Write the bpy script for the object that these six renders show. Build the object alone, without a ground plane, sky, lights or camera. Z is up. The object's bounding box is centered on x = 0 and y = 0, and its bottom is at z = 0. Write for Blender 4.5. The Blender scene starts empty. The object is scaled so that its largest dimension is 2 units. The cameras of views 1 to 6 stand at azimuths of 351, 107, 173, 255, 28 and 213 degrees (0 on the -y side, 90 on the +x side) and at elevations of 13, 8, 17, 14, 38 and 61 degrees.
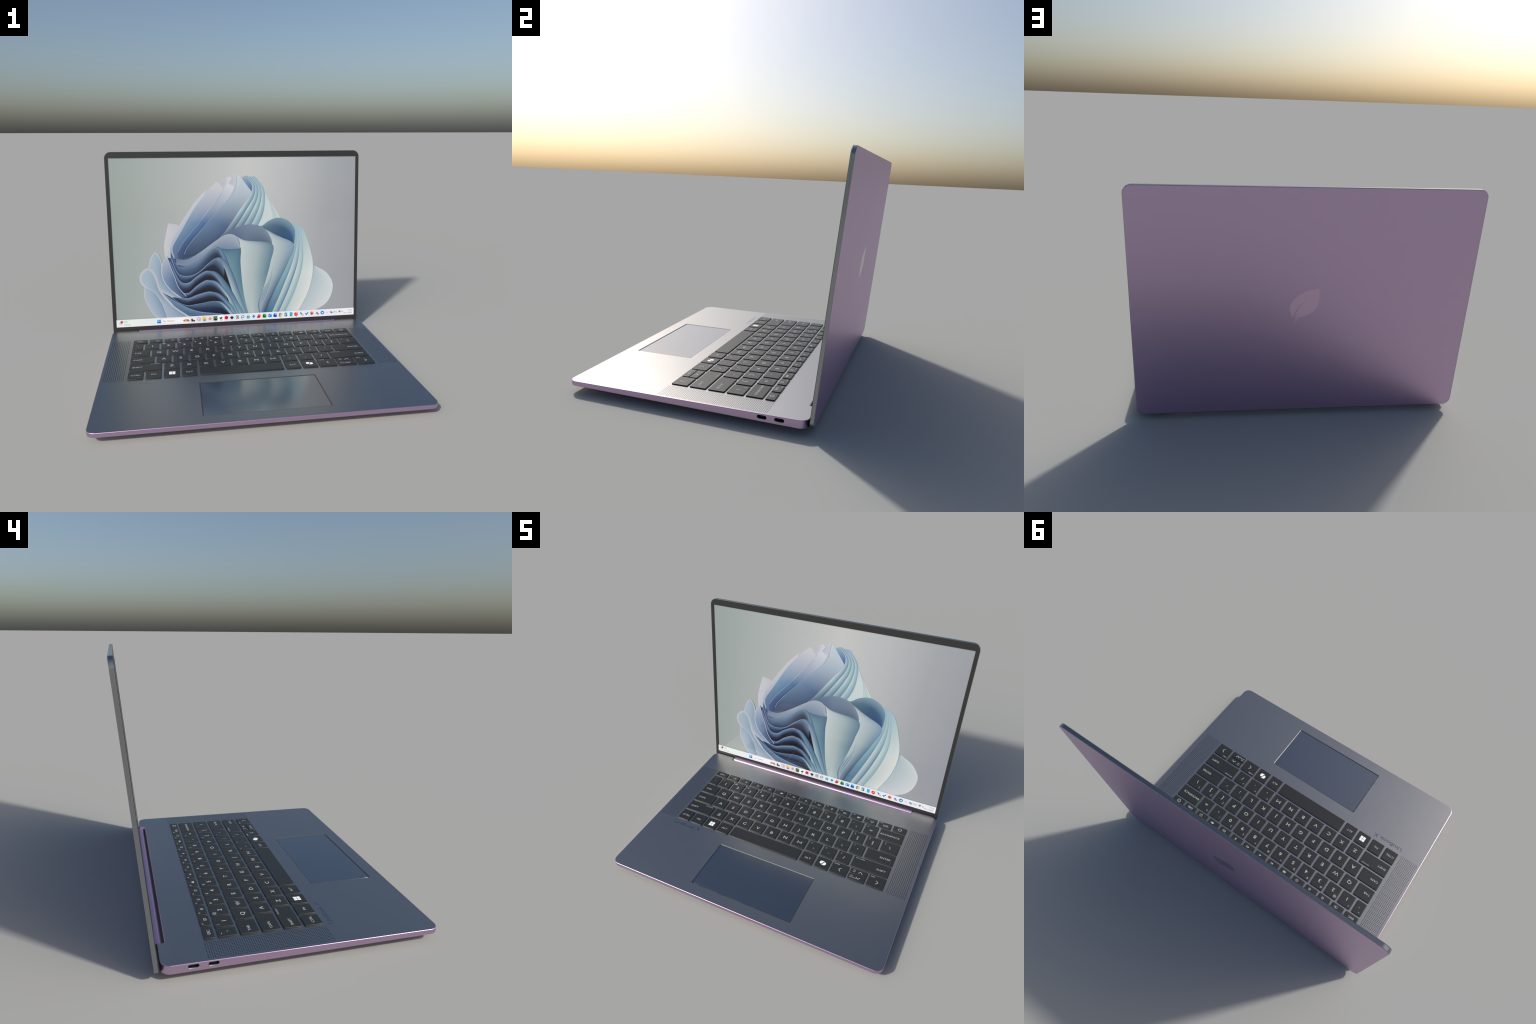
"""Open slim laptop: wedge base with keyboard, touchpad, speaker grilles and ports,
hinge bar, tilted lid with bezel, display picture and leaf emblem."""
import bpy, bmesh, math
from mathutils import Vector, Matrix
from mathutils.geometry import tessellate_polygon

# ------------------------------------------------------------------ helpers
def lin(c):
    """sRGB 0..255 -> linear"""
    out = []
    for v in c:
        v = v / 255.0
        out.append(v / 12.92 if v <= 0.04045 else ((v + 0.055) / 1.055) ** 2.4)
    return tuple(out)

def material(name, color, metallic=0.0, rough=0.5, spec=0.5, grain=0.0, grain_scale=60.0, bump=0.0):
    m = bpy.data.materials.new(name)
    m.use_nodes = True
    nt = m.node_tree
    b = nt.nodes["Principled BSDF"]
    b.inputs["Base Color"].default_value = (*color, 1)
    b.inputs["Metallic"].default_value = metallic
    b.inputs["Roughness"].default_value = rough
    b.inputs["Specular IOR Level"].default_value = spec
    if grain or bump:
        tc = nt.nodes.new("ShaderNodeTexCoord")
        nz = nt.nodes.new("ShaderNodeTexNoise")
        nz.inputs["Scale"].default_value = grain_scale
        nz.inputs["Detail"].default_value = 3
        nt.links.new(tc.outputs["Object"], nz.inputs["Vector"])
        if grain:
            mr = nt.nodes.new("ShaderNodeMapRange")
            mr.inputs["To Min"].default_value = rough - grain
            mr.inputs["To Max"].default_value = rough + grain
            nt.links.new(nz.outputs["Fac"], mr.inputs["Value"])
            nt.links.new(mr.outputs["Result"], b.inputs["Roughness"])
        if bump:
            bp = nt.nodes.new("ShaderNodeBump")
            bp.inputs["Strength"].default_value = bump
            bp.inputs["Distance"].default_value = 0.001
            nt.links.new(nz.outputs["Fac"], bp.inputs["Height"])
            nt.links.new(bp.outputs["Normal"], b.inputs["Normal"])
    return m

def new_object(name, mesh, parent=None, matrix=None):
    o = bpy.data.objects.new(name, mesh)
    bpy.context.scene.collection.objects.link(o)
    if matrix is not None:
        o.matrix_world = matrix
    if parent is not None:
        o.parent = parent          # every parent sits at the identity transform
    return o

def mesh_from_bm(name, bm, mats, smooth=True, angle=None, flat=False):
    bmesh.ops.recalc_face_normals(bm, faces=bm.faces)
    if flat:                                       # printed sheets: every face looks outward (+z)
        bm.normal_update()
        bmesh.ops.reverse_faces(bm, faces=[f for f in bm.faces if f.normal.z < 0])
    me = bpy.data.meshes.new(name)
    bm.to_mesh(me)
    bm.free()
    for m in mats:
        me.materials.append(m)
    if smooth:
        me.shade_smooth()
        if angle is not None:
            me.set_sharp_from_angle(angle=math.radians(angle))
    return me

def rounded_rect(x0, y0, x1, y1, r, n=8):
    """counter-clockwise rounded rectangle"""
    pts = []
    for cx, cy, a0 in ((x1 - r, y0 + r, -90), (x1 - r, y1 - r, 0), (x0 + r, y1 - r, 90), (x0 + r, y0 + r, 180)):
        for i in range(n + 1):
            a = math.radians(a0 + 90 * i / n)
            pts.append((cx + r * math.cos(a), cy + r * math.sin(a)))
    return pts

def inset(pts, d):
    """offset a counter-clockwise loop inward by d (mitred)"""
    out, n = [], len(pts)
    for i in range(n):
        p0, p, p1 = Vector(pts[i - 1]), Vector(pts[i]), Vector(pts[(i + 1) % n])
        a, b = (p - p0).normalized(), (p1 - p).normalized()
        na, nb = Vector((-a.y, a.x)), Vector((-b.y, b.x))
        m = (na + nb)
        m = m / max(1e-6, m.length_squared) * 2
        out.append(tuple(p + m * d))
    return out

def loop_verts(bm, pts, zf):
    return [bm.verts.new((x, y, zf(x, y) if callable(zf) else zf)) for x, y in pts]

def bridge(bm, a, b, mat=0, skip=()):
    faces = []
    n = len(a)
    for i in range(n):
        if i in skip:
            continue
        j = (i + 1) % n
        f = bm.faces.new((a[i], a[j], b[j], b[i]))
        f.material_index = mat
        faces.append(f)
    return faces

def ring_edges(bm, vs):
    es = []
    for i, v in enumerate(vs):
        w = vs[(i + 1) % len(vs)]
        e = bm.edges.get((v, w)) or bm.edges.new((v, w))
        es.append(e)
    return es

def fill_holed(bm, loops, mat=0):
    es = []
    for l in loops:
        es += ring_edges(bm, l)
    r = bmesh.ops.triangle_fill(bm, use_beauty=True, use_dissolve=False, edges=es)
    for f in r["geom"]:
        if isinstance(f, bmesh.types.BMFace):
            f.material_index = mat

def spline(ctrl, n):
    """centripetal-like Catmull-Rom through control points, n samples"""
    p = [Vector(c) for c in ctrl]
    p = [p[0] * 2 - p[1]] + p + [p[-1] * 2 - p[-2]]
    segs = len(p) - 3
    out = []
    for k in range(n):
        t = k / (n - 1) * segs
        i = min(int(t), segs - 1)
        u = t - i
        a, b, c, d = p[i:i + 4]
        out.append(0.5 * ((2 * b) + (c - a) * u + (2 * a - 5 * b + 4 * c - d) * u * u + (3 * b - a - 3 * c + d) * u ** 3))
    return out

# ------------------------------------------------------------------ materials
M_GREY = material("graphite_metal", (0.37, 0.37, 0.375), 1.0, 0.37, grain=0.015, grain_scale=14)
M_EDGE = material("graphite_edge_metal", (0.33, 0.34, 0.35), 1.0, 0.22)
M_PURPLE = material("mauve_metal", (0.585, 0.42, 0.61), 1.0, 0.36, grain=0.015, grain_scale=10)
M_BACK = material("mauve_lid_metal", (0.59, 0.425, 0.612), 1.0, 0.42, grain=0.01, grain_scale=8)
M_MIRROR = material("polished_mauve", (0.57, 0.42, 0.59), 1.0, 0.17)
M_ENGRAVE = material("polished_graphite", (0.34, 0.34, 0.38), 1.0, 0.08)
M_WALL = material("recess_metal", (0.17, 0.168, 0.165), 1.0, 0.55)  # deck metal darkened here to tone down the sun glint on the touchpad chamfer
M_PAD = material("touchpad_glass", (0.36, 0.365, 0.375), 1.0, 0.17)
M_KEY = material("black_keycap", (0.020, 0.022, 0.023), 0.0, 0.42, 0.5, bump=0.04, grain_scale=500)
M_LEGEND = material("legend_white", (0.44, 0.45, 0.46), 0.0, 0.6, 0.2)
M_LOGO = material("logo_white", (0.95, 0.95, 0.95), 0.0, 0.6, 0.2)
M_BEZEL = material("bezel_black", (0.026, 0.027, 0.027), 0.0, 0.30, 0.5)
M_DARK = material("dark_cavity", (0.012, 0.012, 0.013), 0.0, 0.7, 0.2)
M_STEEL = material("port_steel", (0.86, 0.87, 0.90), 1.0, 0.28)
M_RUBBER = material("foot_rubber", (0.025, 0.025, 0.026), 0.0, 0.8, 0.2)
M_LENS = material("camera_lens", (0.015, 0.010, 0.012), 0.0, 0.08, 0.6)
M_LENS_RING = material("camera_ring", (0.10, 0.055, 0.04), 0.0, 0.3, 0.5)

laptop = bpy.data.objects.new("laptop", None)
bpy.context.scene.collection.objects.link(laptop)
laptop["label"] = "open slim mauve and graphite laptop with lit display"
laptop["category"] = "laptop"

# ------------------------------------------------------------------ base frame
SLOPE = 0.0112
def top_z(x, y):
    return 0.0786 + SLOPE * y
def bottom_z(x, y):
    return 0.0402 - 0.0018 * y
_yv = Vector((0, 1, SLOPE)).normalized()
_zv = Vector((0, -SLOPE, 1)).normalized()
BASE = Matrix(((1, 0, 0, 0), (0, _yv.y, _zv.y, 0), (0, _yv.z, _zv.z, 0.0786), (0, 0, 0, 1)))

FRONT, REAR, HALF = -0.7945, 0.648, 1.0
NOTCH_X, NOTCH_Y = 0.806, 0.611
PAD_X, PAD_Y0, PAD_Y1 = 0.3766, -0.711, -0.311
HOLE_PX, HOLE_PY, HOLE_NX, HOLE_NY = 0.01243, 0.01098, 11, 59
GRILLE_CX, GRILLE_CY = 0.914, 0.1035
GRILLE_HX, GRILLE_HY = HOLE_PX * HOLE_NX / 2, HOLE_PY * HOLE_NY / 2
PORT_Y = ((0.374, 0.4285), (0.469, 0.524))
PORT_R = 0.0108

def slot(y0, y1, zc, r, n=8):
    """stadium in the y-z plane"""
    pts = []
    for cy, a0 in ((y1 - r, -90), (y0 + r, 90)):
        for i in range(n + 1):
            a = math.radians(a0 + 180 * i / n)
            pts.append((cy + r * math.cos(a), zc + r * math.sin(a)))
    return pts

def base_outline():
    r = rounded_rect(-HALF, FRONT, HALF, REAR, 0.052, 10)
    k = 22                                         # rear edge starts after two corners
    notch = [(NOTCH_X, REAR), (NOTCH_X, NOTCH_Y), (-NOTCH_X, NOTCH_Y), (-NOTCH_X, REAR)]
    return r[:k] + notch + r[k:]

def build_base():
    bm = bmesh.new()
    o = base_outline()
    CH = 0.0031
    profile = []                                   # (inset, z function, material of strip below)
    profile.append((0.005, lambda x, y: bottom_z(x, y)))
    profile.append((0.0012, lambda x, y: bottom_z(x, y) + 0.0008))
    profile.append((0.0, lambda x, y: bottom_z(x, y) + 0.0025))
    profile.append((0.0, lambda x, y: top_z(x, y) - CH))
    for k in (1, 2, 3):
        a = math.radians(30 * k)
        profile.append((CH * (1 - math.cos(a)), lambda x, y, a=a: top_z(x, y) - CH + CH * math.sin(a)))
    loops = []
    for d, zf in profile:
        pts = inset(o, d) if d else o
        loops.append(loop_verts(bm, pts, zf))
    # side strips: leave the two straight flanks of strip 2-3 open for the ports
    right_flank, left_flank = 10, None
    for i in range(len(o)):
        j = (i + 1) % len(o)
        if abs(o[i][0] + HALF) < 1e-6 and abs(o[j][0] + HALF) < 1e-6 and abs(o[i][1] - o[j][1]) > 0.5:
            left_flank = i
        if abs(o[i][0] - HALF) < 1e-6 and abs(o[j][0] - HALF) < 1e-6 and abs(o[i][1] - o[j][1]) > 0.5:
            right_flank = i
    sharp = []
    for k in range(len(loops) - 1):
        skip = (right_flank, left_flank) if k == 2 else ()
        bridge(bm, loops[k], loops[k + 1], 0, skip)
    for i, sx in ((right_flank, 1), (left_flank, -1)):
        j = (i + 1) % len(o)
        quad = [loops[2][i], loops[2][j], loops[3][j], loops[3][i]]
        holes = []
        for y0, y1 in PORT_Y:
            zc = (top_z(0, (y0 + y1) / 2) + bottom_z(0, (y0 + y1) / 2)) / 2 + 0.0035
            vs = [bm.verts.new((sx * HALF, y, z)) for y, z in slot(y0, y1, zc, PORT_R)]
            holes.append(vs)
        fill_holed(bm, [quad] + holes, 0)
    # top deck with openings for the touchpad and the two grilles
    rim = loops[-1]
    pad = loop_verts(bm, rounded_rect(-PAD_X, PAD_Y0, PAD_X, PAD_Y1, 0.006, 4), top_z)
    gr = []
    for s in (-1, 1):
        x0, x1 = s * GRILLE_CX - GRILLE_HX, s * GRILLE_CX + GRILLE_HX
        pts = [(x0, GRILLE_CY - GRILLE_HY), (x1, GRILLE_CY - GRILLE_HY), (x1, GRILLE_CY + GRILLE_HY), (x0, GRILLE_CY + GRILLE_HY)]
        gr.append(loop_verts(bm, pts, top_z))
    fill_holed(bm, [rim, pad] + gr, 1)
    # touchpad recess
    l1 = loop_verts(bm, rounded_rect(-PAD_X + .0048, PAD_Y0 + .0048, PAD_X - .0048, PAD_Y1 - .0048, 0.004, 4), lambda x, y: top_z(x, y) - 0.0028)
    bridge(bm, pad, l1, 2)
    l2 = loop_verts(bm, rounded_rect(-PAD_X + .005, PAD_Y0 + .005, PAD_X - .005, PAD_Y1 - .005, 0.004, 4), lambda x, y: top_z(x, y) - 0.0075)
    bridge(bm, l1, l2, 2)
    l1 = l2
    bm.faces.new(l1).material_index = 2
    # underside
    bm.faces.new(loops[0]).material_index = 0
    me = mesh_from_bm("base_shell", bm, [M_PURPLE, M_GREY, M_WALL])
    # sharp where the deck and chamfer, or chamfer and flank, meet
    me.set_sharp_from_angle(angle=math.radians(32))
    sh = me.attributes.get("sharp_edge") or me.attributes.new("sharp_edge", "BOOLEAN", "EDGE")
    edge_mats = {}
    for p in me.polygons:
        for ek in p.edge_keys:
            edge_mats.setdefault(ek, []).append((p.material_index, p.normal.copy()))
    for e in me.edges:
        l = edge_mats.get(tuple(sorted(e.vertices)), [])
        if len(l) == 2 and (l[0][0] != l[1][0] or (l[0][1].dot(_zv) > 0.9999) != (l[1][1].dot(_zv) > 0.9999)):
            sh.data[e.index].value = True
        zs = [me.vertices[v].co for v in e.vertices]
        if all(abs(c.z - (top_z(0, c.y) - CH)) < 1e-5 for c in zs):
            sh.data[e.index].value = True
    return new_object("base_shell", me, laptop)

base = build_base()

# ------------------------------------------------------------------ touchpad
def slab(name, outline, z0, z1, mats, bevel=0.001, segs=3, frame=None, parent=laptop, close=True):
    bm = bmesh.new()
    lv = [loop_verts(bm, outline, z0), loop_verts(bm, outline, z1 - bevel)]
    for k in range(1, segs + 1):
        a = math.radians(90 * k / segs)
        lv.append(loop_verts(bm, inset(outline, bevel * (1 - math.cos(a))), z1 - bevel + bevel * math.sin(a)))
    lv.append(loop_verts(bm, inset(outline, bevel * 1.6), z1))
    for a, b in zip(lv, lv[1:]):
        bridge(bm, a, b)
    bm.faces.new(lv[-1])
    if close:
        bm.faces.new(lv[0])
    me = mesh_from_bm(name, bm, mats, True, 50)
    return new_object(name, me, parent, frame) if parent is not None else me

g = 0.0064
slab("touchpad", rounded_rect(-PAD_X + g, PAD_Y0 + g, PAD_X - g, PAD_Y1 - g, 0.004, 4), -0.0075, -0.0030, [M_PAD], 0.0001, 1, BASE)

# ------------------------------------------------------------------ speaker grilles
def grille_mesh():
    bm = bmesh.new()
    rad, depth, seg = 0.0027, 0.0045, 8
    nx, ny = HOLE_NX, HOLE_NY
    grid = {}
    def gv(i, j):
        if (i, j) not in grid:
            grid[(i, j)] = bm.verts.new((i * HOLE_PX / 2 - GRILLE_HX, j * HOLE_PY / 2 - GRILLE_HY, 0))
        return grid[(i, j)]
    for a in range(nx):
        for b in range(ny):
            i, j = 2 * a + 1, 2 * b + 1
            sq = [gv(i + di, j + dj) for di, dj in ((1, 0), (1, 1), (0, 1), (-1, 1), (-1, 0), (-1, -1), (0, -1), (1, -1))]
            cx, cy = i * HOLE_PX / 2 - GRILLE_HX, j * HOLE_PY / 2 - GRILLE_HY
            ring = [(cx + rad * math.cos(k * math.tau / seg), cy + rad * math.sin(k * math.tau / seg)) for k in range(seg)]
            up = [bm.verts.new((x, y, 0)) for x, y in ring]
            dn = [bm.verts.new((x, y, -depth)) for x, y in ring]
            for k in range(seg):
                l = (k + 1) % seg
                bm.faces.new((sq[k], sq[l], up[l], up[k]))
                f = bm.faces.new((up[k], up[l], dn[l], dn[k]))
                f.material_index = 1
            bm.faces.new(dn).material_index = 1
    return mesh_from_bm("speaker_grille", bm, [M_GREY, M_DARK], smooth=False)

gm = grille_mesh()
for s in (-1, 1):
    y = GRILLE_CY
    fr = BASE @ Matrix.Translation((s * GRILLE_CX, y, 0))
    g_ob = new_object("speaker_grille", gm, laptop, fr)
    g_ob["kind"] = "stuff"

# ------------------------------------------------------------------ ports
def port_mesh(y0, y1, zc, sx):
    bm = bmesh.new()
    def ring(x, d):
        return [bm.verts.new((sx * x, y, z)) for y, z in slot(y0 + d, y1 - d, zc, PORT_R - d)]
    # the liner flares out to meet the opening in the flank
    a, b, c, d = ring(HALF - 0.0002, 0.0001), ring(HALF - 0.0045, 0.0022), ring(HALF - 0.012, 0.0026), ring(HALF - 0.05, 0.0026)
    bridge(bm, a, b, 0)
    bridge(bm, b, c, 0)
    bridge(bm, c, d, 1)
    bm.faces.new(d).material_index = 1
    # contact tongue
    t0 = [bm.verts.new((sx * (HALF - 0.010), y, z)) for y, z in slot(y0 + 0.012, y1 - 0.012, zc, 0.0022, 4)]
    t1 = [bm.verts.new((sx * (HALF - 0.049), y, z)) for y, z in slot(y0 + 0.012, y1 - 0.012, zc, 0.0022, 4)]
    bridge(bm, t0, t1, 1)
    bm.faces.new(t0).material_index = 1
    return mesh_from_bm("usb_port", bm, [M_STEEL, M_DARK], True, 40)

for sx in (1, -1):
    for y0, y1 in PORT_Y:
        zc = (top_z(0, (y0 + y1) / 2) + bottom_z(0, (y0 + y1) / 2)) / 2 + 0.0035
        new_object("usb_port", port_mesh(y0, y1, zc, sx), laptop)

# ------------------------------------------------------------------ hinge bar
def hinge():
    bm = bmesh.new()
    prof = [(0.668, 0.046), (0.640, 0.046)]
    cy, cz, r = 0.6445, 0.0625, 0.0215
    for i in range(13):
        a = math.radians(235 - 145 * i / 12)
        prof.append((cy + r * math.cos(a), cz + r * math.sin(a)))
    prof.append((0.668, cz + r - 0.001))
    X = NOTCH_X - 0.004
    L = [bm.verts.new((-X, y, z)) for y, z in prof]
    R = [bm.verts.new((X, y, z)) for y, z in prof]
    bridge(bm, L, R)
    bm.faces.new(L)
    bm.faces.new(R)
    return new_object("hinge", mesh_from_bm("hinge", bm, [M_PURPLE], True, 40), laptop)
hinge()

# ------------------------------------------------------------------ feet
for yc, hx in ((-0.60, 0.66), (0.42, 0.74)):
    bm = bmesh.new()
    o = rounded_rect(-hx, yc - 0.024, hx, yc + 0.024, 0.0239, 8)
    a = loop_verts(bm, inset(o, 0.004), 0.0)
    b = loop_verts(bm, o, 0.004)
    c = loop_verts(bm, o, lambda x, y: bottom_z(x, y) + 0.001)
    bridge(bm, a, b); bridge(bm, b, c)
    bm.faces.new(a); bm.faces.new(c)
    new_object("foot", mesh_from_bm("foot", bm, [M_RUBBER], True, 40), laptop)

# ------------------------------------------------------------------ lettering tools
_text_cache = {}
def text_mesh(s, cap, align="CENTER", stretch=1.12, weight=0.0, mat=None, depth=0.0002, name="legend"):
    key = (s, cap, align, stretch, weight, mat.name, name)
    if key in _text_cache:
        return _text_cache[key]
    c = bpy.data.curves.new("tmp_text", "FONT")
    c.body = s
    c.align_x = align
    c.size = cap / 0.727
    c.resolution_u = 3
    c.offset = weight * cap
    c.extrude = 0
    o = bpy.data.objects.new("tmp_text", c)
    bpy.context.scene.collection.objects.link(o)
    dg = bpy.context.evaluated_depsgraph_get()
    me = bpy.data.meshes.new_from_object(o.evaluated_get(dg))
    bpy.data.objects.remove(o)
    bpy.data.curves.remove(c)
    me.name = name
    me.transform(Matrix.Diagonal((stretch, 1, 1, 1)))
    me.materials.clear()
    me.materials.append(mat)
    _text_cache[key] = me
    return me

def stroke(bm, pts, w, closed=False, z=0.0, mat=0):
    """flat line of width w through pts"""
    p = [Vector(q) for q in pts]
    n = len(p)
    L, R = [], []
    for i in range(n):
        a = p[i - 1] if (i > 0 or closed) else p[i]
        b = p[(i + 1) % n] if (i < n - 1 or closed) else p[i]
        d1 = (p[i] - a).normalized() if (p[i] - a).length > 1e-9 else (b - p[i]).normalized()
        d2 = (b - p[i]).normalized() if (b - p[i]).length > 1e-9 else d1
        n1, n2 = Vector((-d1.y, d1.x)), Vector((-d2.y, d2.x))
        m = n1 + n2
        m = m / max(0.5, m.length_squared) * 2 * (w / 2)
        L.append(bm.verts.new((*(p[i] + m), z)))
        R.append(bm.verts.new((*(p[i] - m), z)))
    for i in range(n if closed else n - 1):
        j = (i + 1) % n
        bm.faces.new((L[i], R[i], R[j], L[j])).material_index = mat

def disc(bm, cx, cy, r, z=0.0, mat=0, n=20, ry=None):
    ry = r if ry is None else ry
    bm.faces.new([bm.verts.new((cx + r * math.cos(k * math.tau / n), cy + ry * math.sin(k * math.tau / n), z)) for k in range(n)]).material_index = mat

def poly(bm, pts, z=0.0, mat=0):
    bm.faces.new([bm.verts.new((x, y, z)) for x, y in pts]).material_index = mat

def rect(bm, cx, cy, w, h, z=0.0, mat=0, r=0.0):
    if r:
        poly(bm, rounded_rect(cx - w / 2, cy - h / 2, cx + w / 2, cy + h / 2, r, 4), z, mat)
    else:
        poly(bm, [(cx - w / 2, cy - h / 2), (cx + w / 2, cy - h / 2), (cx + w / 2, cy + h / 2), (cx - w / 2, cy + h / 2)], z, mat)

def arc(cx, cy, r, a0, a1, n=16):
    return [(cx + r * math.cos(math.radians(a0 + (a1 - a0) * k / (n - 1))), cy + r * math.sin(math.radians(a0 + (a1 - a0) * k / (n - 1)))) for k in range(n)]

def symbol_mesh(kind, mat):
    """small printed key symbols, drawn around the origin"""
    bm = bmesh.new()
    w = 0.0022
    if kind == "link":
        stroke(bm, arc(-0.004, 0, 0.008, 0, 337, 16), w, True)
        stroke(bm, arc(0.006, 0.001, 0.006, 0, 337, 14), w, True)
    elif kind == "dim":
        stroke(bm, arc(0, 0, 0.008, 0, 337, 16), w, True)
        disc(bm, 0, 0, 0.003)
    elif kind in ("sun", "bright"):
        r = 0.005 if kind == "sun" else 0.006
        stroke(bm, arc(0, 0, r, 0, 337, 16), w, True)
        for k in range(8):
            a = k * math.tau / 8
            stroke(bm, [(math.cos(a) * (r + .0025), math.sin(a) * (r + .0025)), (math.cos(a) * (r + .006), math.sin(a) * (r + .006))], w)
    elif kind == "keys":
        rect(bm, 0, -0.002, 0.024, 0.010, 0, 0, 0.002)
        for k in (-1, 0, 1):
            rect(bm, k * 0.007, 0.0065, 0.004, 0.004)
    elif kind in ("mute", "quiet", "loud"):
        poly(bm, [(-0.011, -0.003), (-0.007, -0.003), (-0.001, -0.008), (-0.001, 0.008), (-0.007, 0.003), (-0.011, 0.003)])
        if kind == "mute":
            stroke(bm, [(0.002, -0.005), (0.010, 0.005)], w)
            stroke(bm, [(0.002, 0.005), (0.010, -0.005)], w)
        else:
            stroke(bm, arc(-0.002, 0, 0.007, -45, 45, 7), w)
            if kind == "loud":
                stroke(bm, arc(-0.002, 0, 0.012, -45, 45, 7), w)
    elif kind == "mic":
        rect(bm, 0, 0.003, 0.007, 0.012, 0, 0, 0.003)
        stroke(bm, arc(0, 0.002, 0.0065, 180, 360, 10), w * 0.8)
        stroke(bm, [(0, -0.005), (0, -0.010)], w)
    elif kind == "screens":
        stroke(bm, [(-0.012, -0.007), (-0.012, 0.007), (-0.004, 0.007), (-0.004, -0.007)], w, True)
        for k in (-1, 0, 1):
            stroke(bm, [(0.000, k * 0.006), (0.012, k * 0.006)], w)
    elif kind == "camera":
        disc(bm, 0, 0, 0.012, 0, 0, 18, 0.007)
        disc(bm, 0.011, 0.001, 0.004)
    elif kind == "display":
        stroke(bm, [(-0.010, -0.006), (0.010, -0.006), (0.010, 0.007), (-0.010, 0.007)], w, True)
        stroke(bm, [(-0.004, -0.010), (0.004, -0.010)], w)
    elif kind == "power":
        stroke(bm, arc(0, 0, 0.0125, 120, 420, 22), 0.0034)
        stroke(bm, [(0, 0.001), (0, 0.015)], 0.0034)
    elif kind in ("left", "right", "up", "down"):
        a = {"left": 180, "right": 0, "up": 90, "down": -90}[kind]
        c, s = math.cos(math.radians(a)), math.sin(math.radians(a))
        k = 1.0 if kind in ("left", "right") else 0.92
        pts = [(-0.007, 0.0155), (0.0075, 0.0), (-0.007, -0.0155)]
        stroke(bm, [((x * c - y * s) * k, (x * s + y * c) * k) for x, y in pts], 0.0042)
    elif kind == "panes":
        h, q = 0.0105, 0.0190
        for sx in (-1, 1):
            for sy in (-1, 1):
                rect(bm, sx * h, sy * h, q, q)
    elif kind == "swirl":
        # two rounded slanted tiles, split by a diagonal gap
        for s in (1, -1):
            pts = [(-0.0215, 0.000), (-0.0205, 0.008), (-0.0160, 0.0145), (-0.0090, 0.0165), (0.0075, 0.0165), (0.0095, 0.0150), (0.0050, 0.0125),
                   (0.0015, 0.0060), (-0.0035, -0.0080), (-0.0065, -0.0115), (-0.0135, -0.0120), (-0.0190, -0.0085)]
            poly(bm, [((x - 0.0022) * s, (y + 0.0012) * s) for x, y in pts])
    return mesh_from_bm("legend", bm, [mat], smooth=False, flat=True)

_sym = {}
def symbol(kind, mat):
    if kind not in _sym:
        _sym[kind] = symbol_mesh(kind, mat)
    return _sym[kind]

# ------------------------------------------------------------------ keyboard
KEY_H = 0.0074
_key_cache = {}
def key_mesh(w, d):
    k = (round(w, 4), round(d, 4))
    if k not in _key_cache:
        _key_cache[k] = slab("key", rounded_rect(-w / 2, -d / 2, w / 2, d / 2, 0.0055, 4), 0.0001, KEY_H, [M_KEY], 0.0032, 4, None, None)
    return _key_cache[k]

ROWS = {"bottom": (-0.2125, -0.1115), "shift": (-0.0975, 0.0035), "caps": (0.018, 0.119),
        "tab": (0.1325, 0.2335), "num": (0.2475, 0.3485), "fn": (0.3625, 0.4185)}

def add_key(x0, x1, row, legends=(), y=None):
    y0, y1 = y if y else ROWS[row]
    cx, cy = (x0 + x1) / 2, (y0 + y1) / 2
    fr = BASE @ Matrix.Translation((cx, cy, 0))
    k = new_object("key", key_mesh(x1 - x0, y1 - y0), laptop, fr)
    for me, dx, dy in legends:
        l = bpy.data.objects.new("legend", me)
        bpy.context.scene.collection.objects.link(l)
        l.matrix_world = fr @ Matrix.Translation((dx, dy, KEY_H + 0.0003))
        l.parent = k
        l.matrix_parent_inverse = fr.inverted()
    return k

def letter_m():
    """wide-set M, drawn as one bent stroke"""
    if "M" not in _sym:
        bm = bmesh.new()
        w, h, t = 0.0150, 0.0128, 0.0040
        for k, (a, b) in enumerate((((-w, -h), (-w, h)), ((w, -h), (w, h)), ((-w, h * 0.86), (0, -h * 0.35)), ((w, h * 0.86), (0, -h * 0.35)))):
            stroke(bm, [a, b], t, False, k * 0.00003)
        _sym["M"] = mesh_from_bm("legend", bm, [M_LEGEND], smooth=False, flat=True)
    return _sym["M"]

def big(s, dx=0.0, dy=-0.004):
    if s == "M":
        return (letter_m(), dx, dy)
    return (text_mesh(s, 0.0255, "CENTER", 1.22, 0.008 if s in "MW" else 0.018, M_LEGEND), dx, dy - 0.0127)
def word(s, dx, dy=-0.002, align="LEFT"):
    return (text_mesh(s, 0.0155, align, 1.24, 0.008, M_LEGEND), dx, dy - 0.0077)
def small(s, dx, dy):
    return (text_mesh(s, 0.0155, "CENTER", 1.15, 0.01, M_LEGEND), dx, dy - 0.0077)
def tiny(s, dx, dy, align="LEFT"):
    return (text_mesh(s, 0.0088, align, 1.2, 0.01, M_LEGEND), dx, dy - 0.0044)
def sym(kind, dx=0.0, dy=0.0, mat=None):
    return (symbol(kind, mat or M_LEGEND), dx, dy)

P = 0.1151                                          # letter pitch
W = 0.1005                                          # letter key width
# letters
for row, x, letters in (("tab", -0.6845, "QWERTYUIOP"), ("caps", -0.649, "ASDFGHJKL"), ("shift", -0.595, "ZXCVBNM")):
    for i, ch in enumerate(letters):
        add_key(x + i * P, x + i * P + W, row, [big(ch)])
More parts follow.
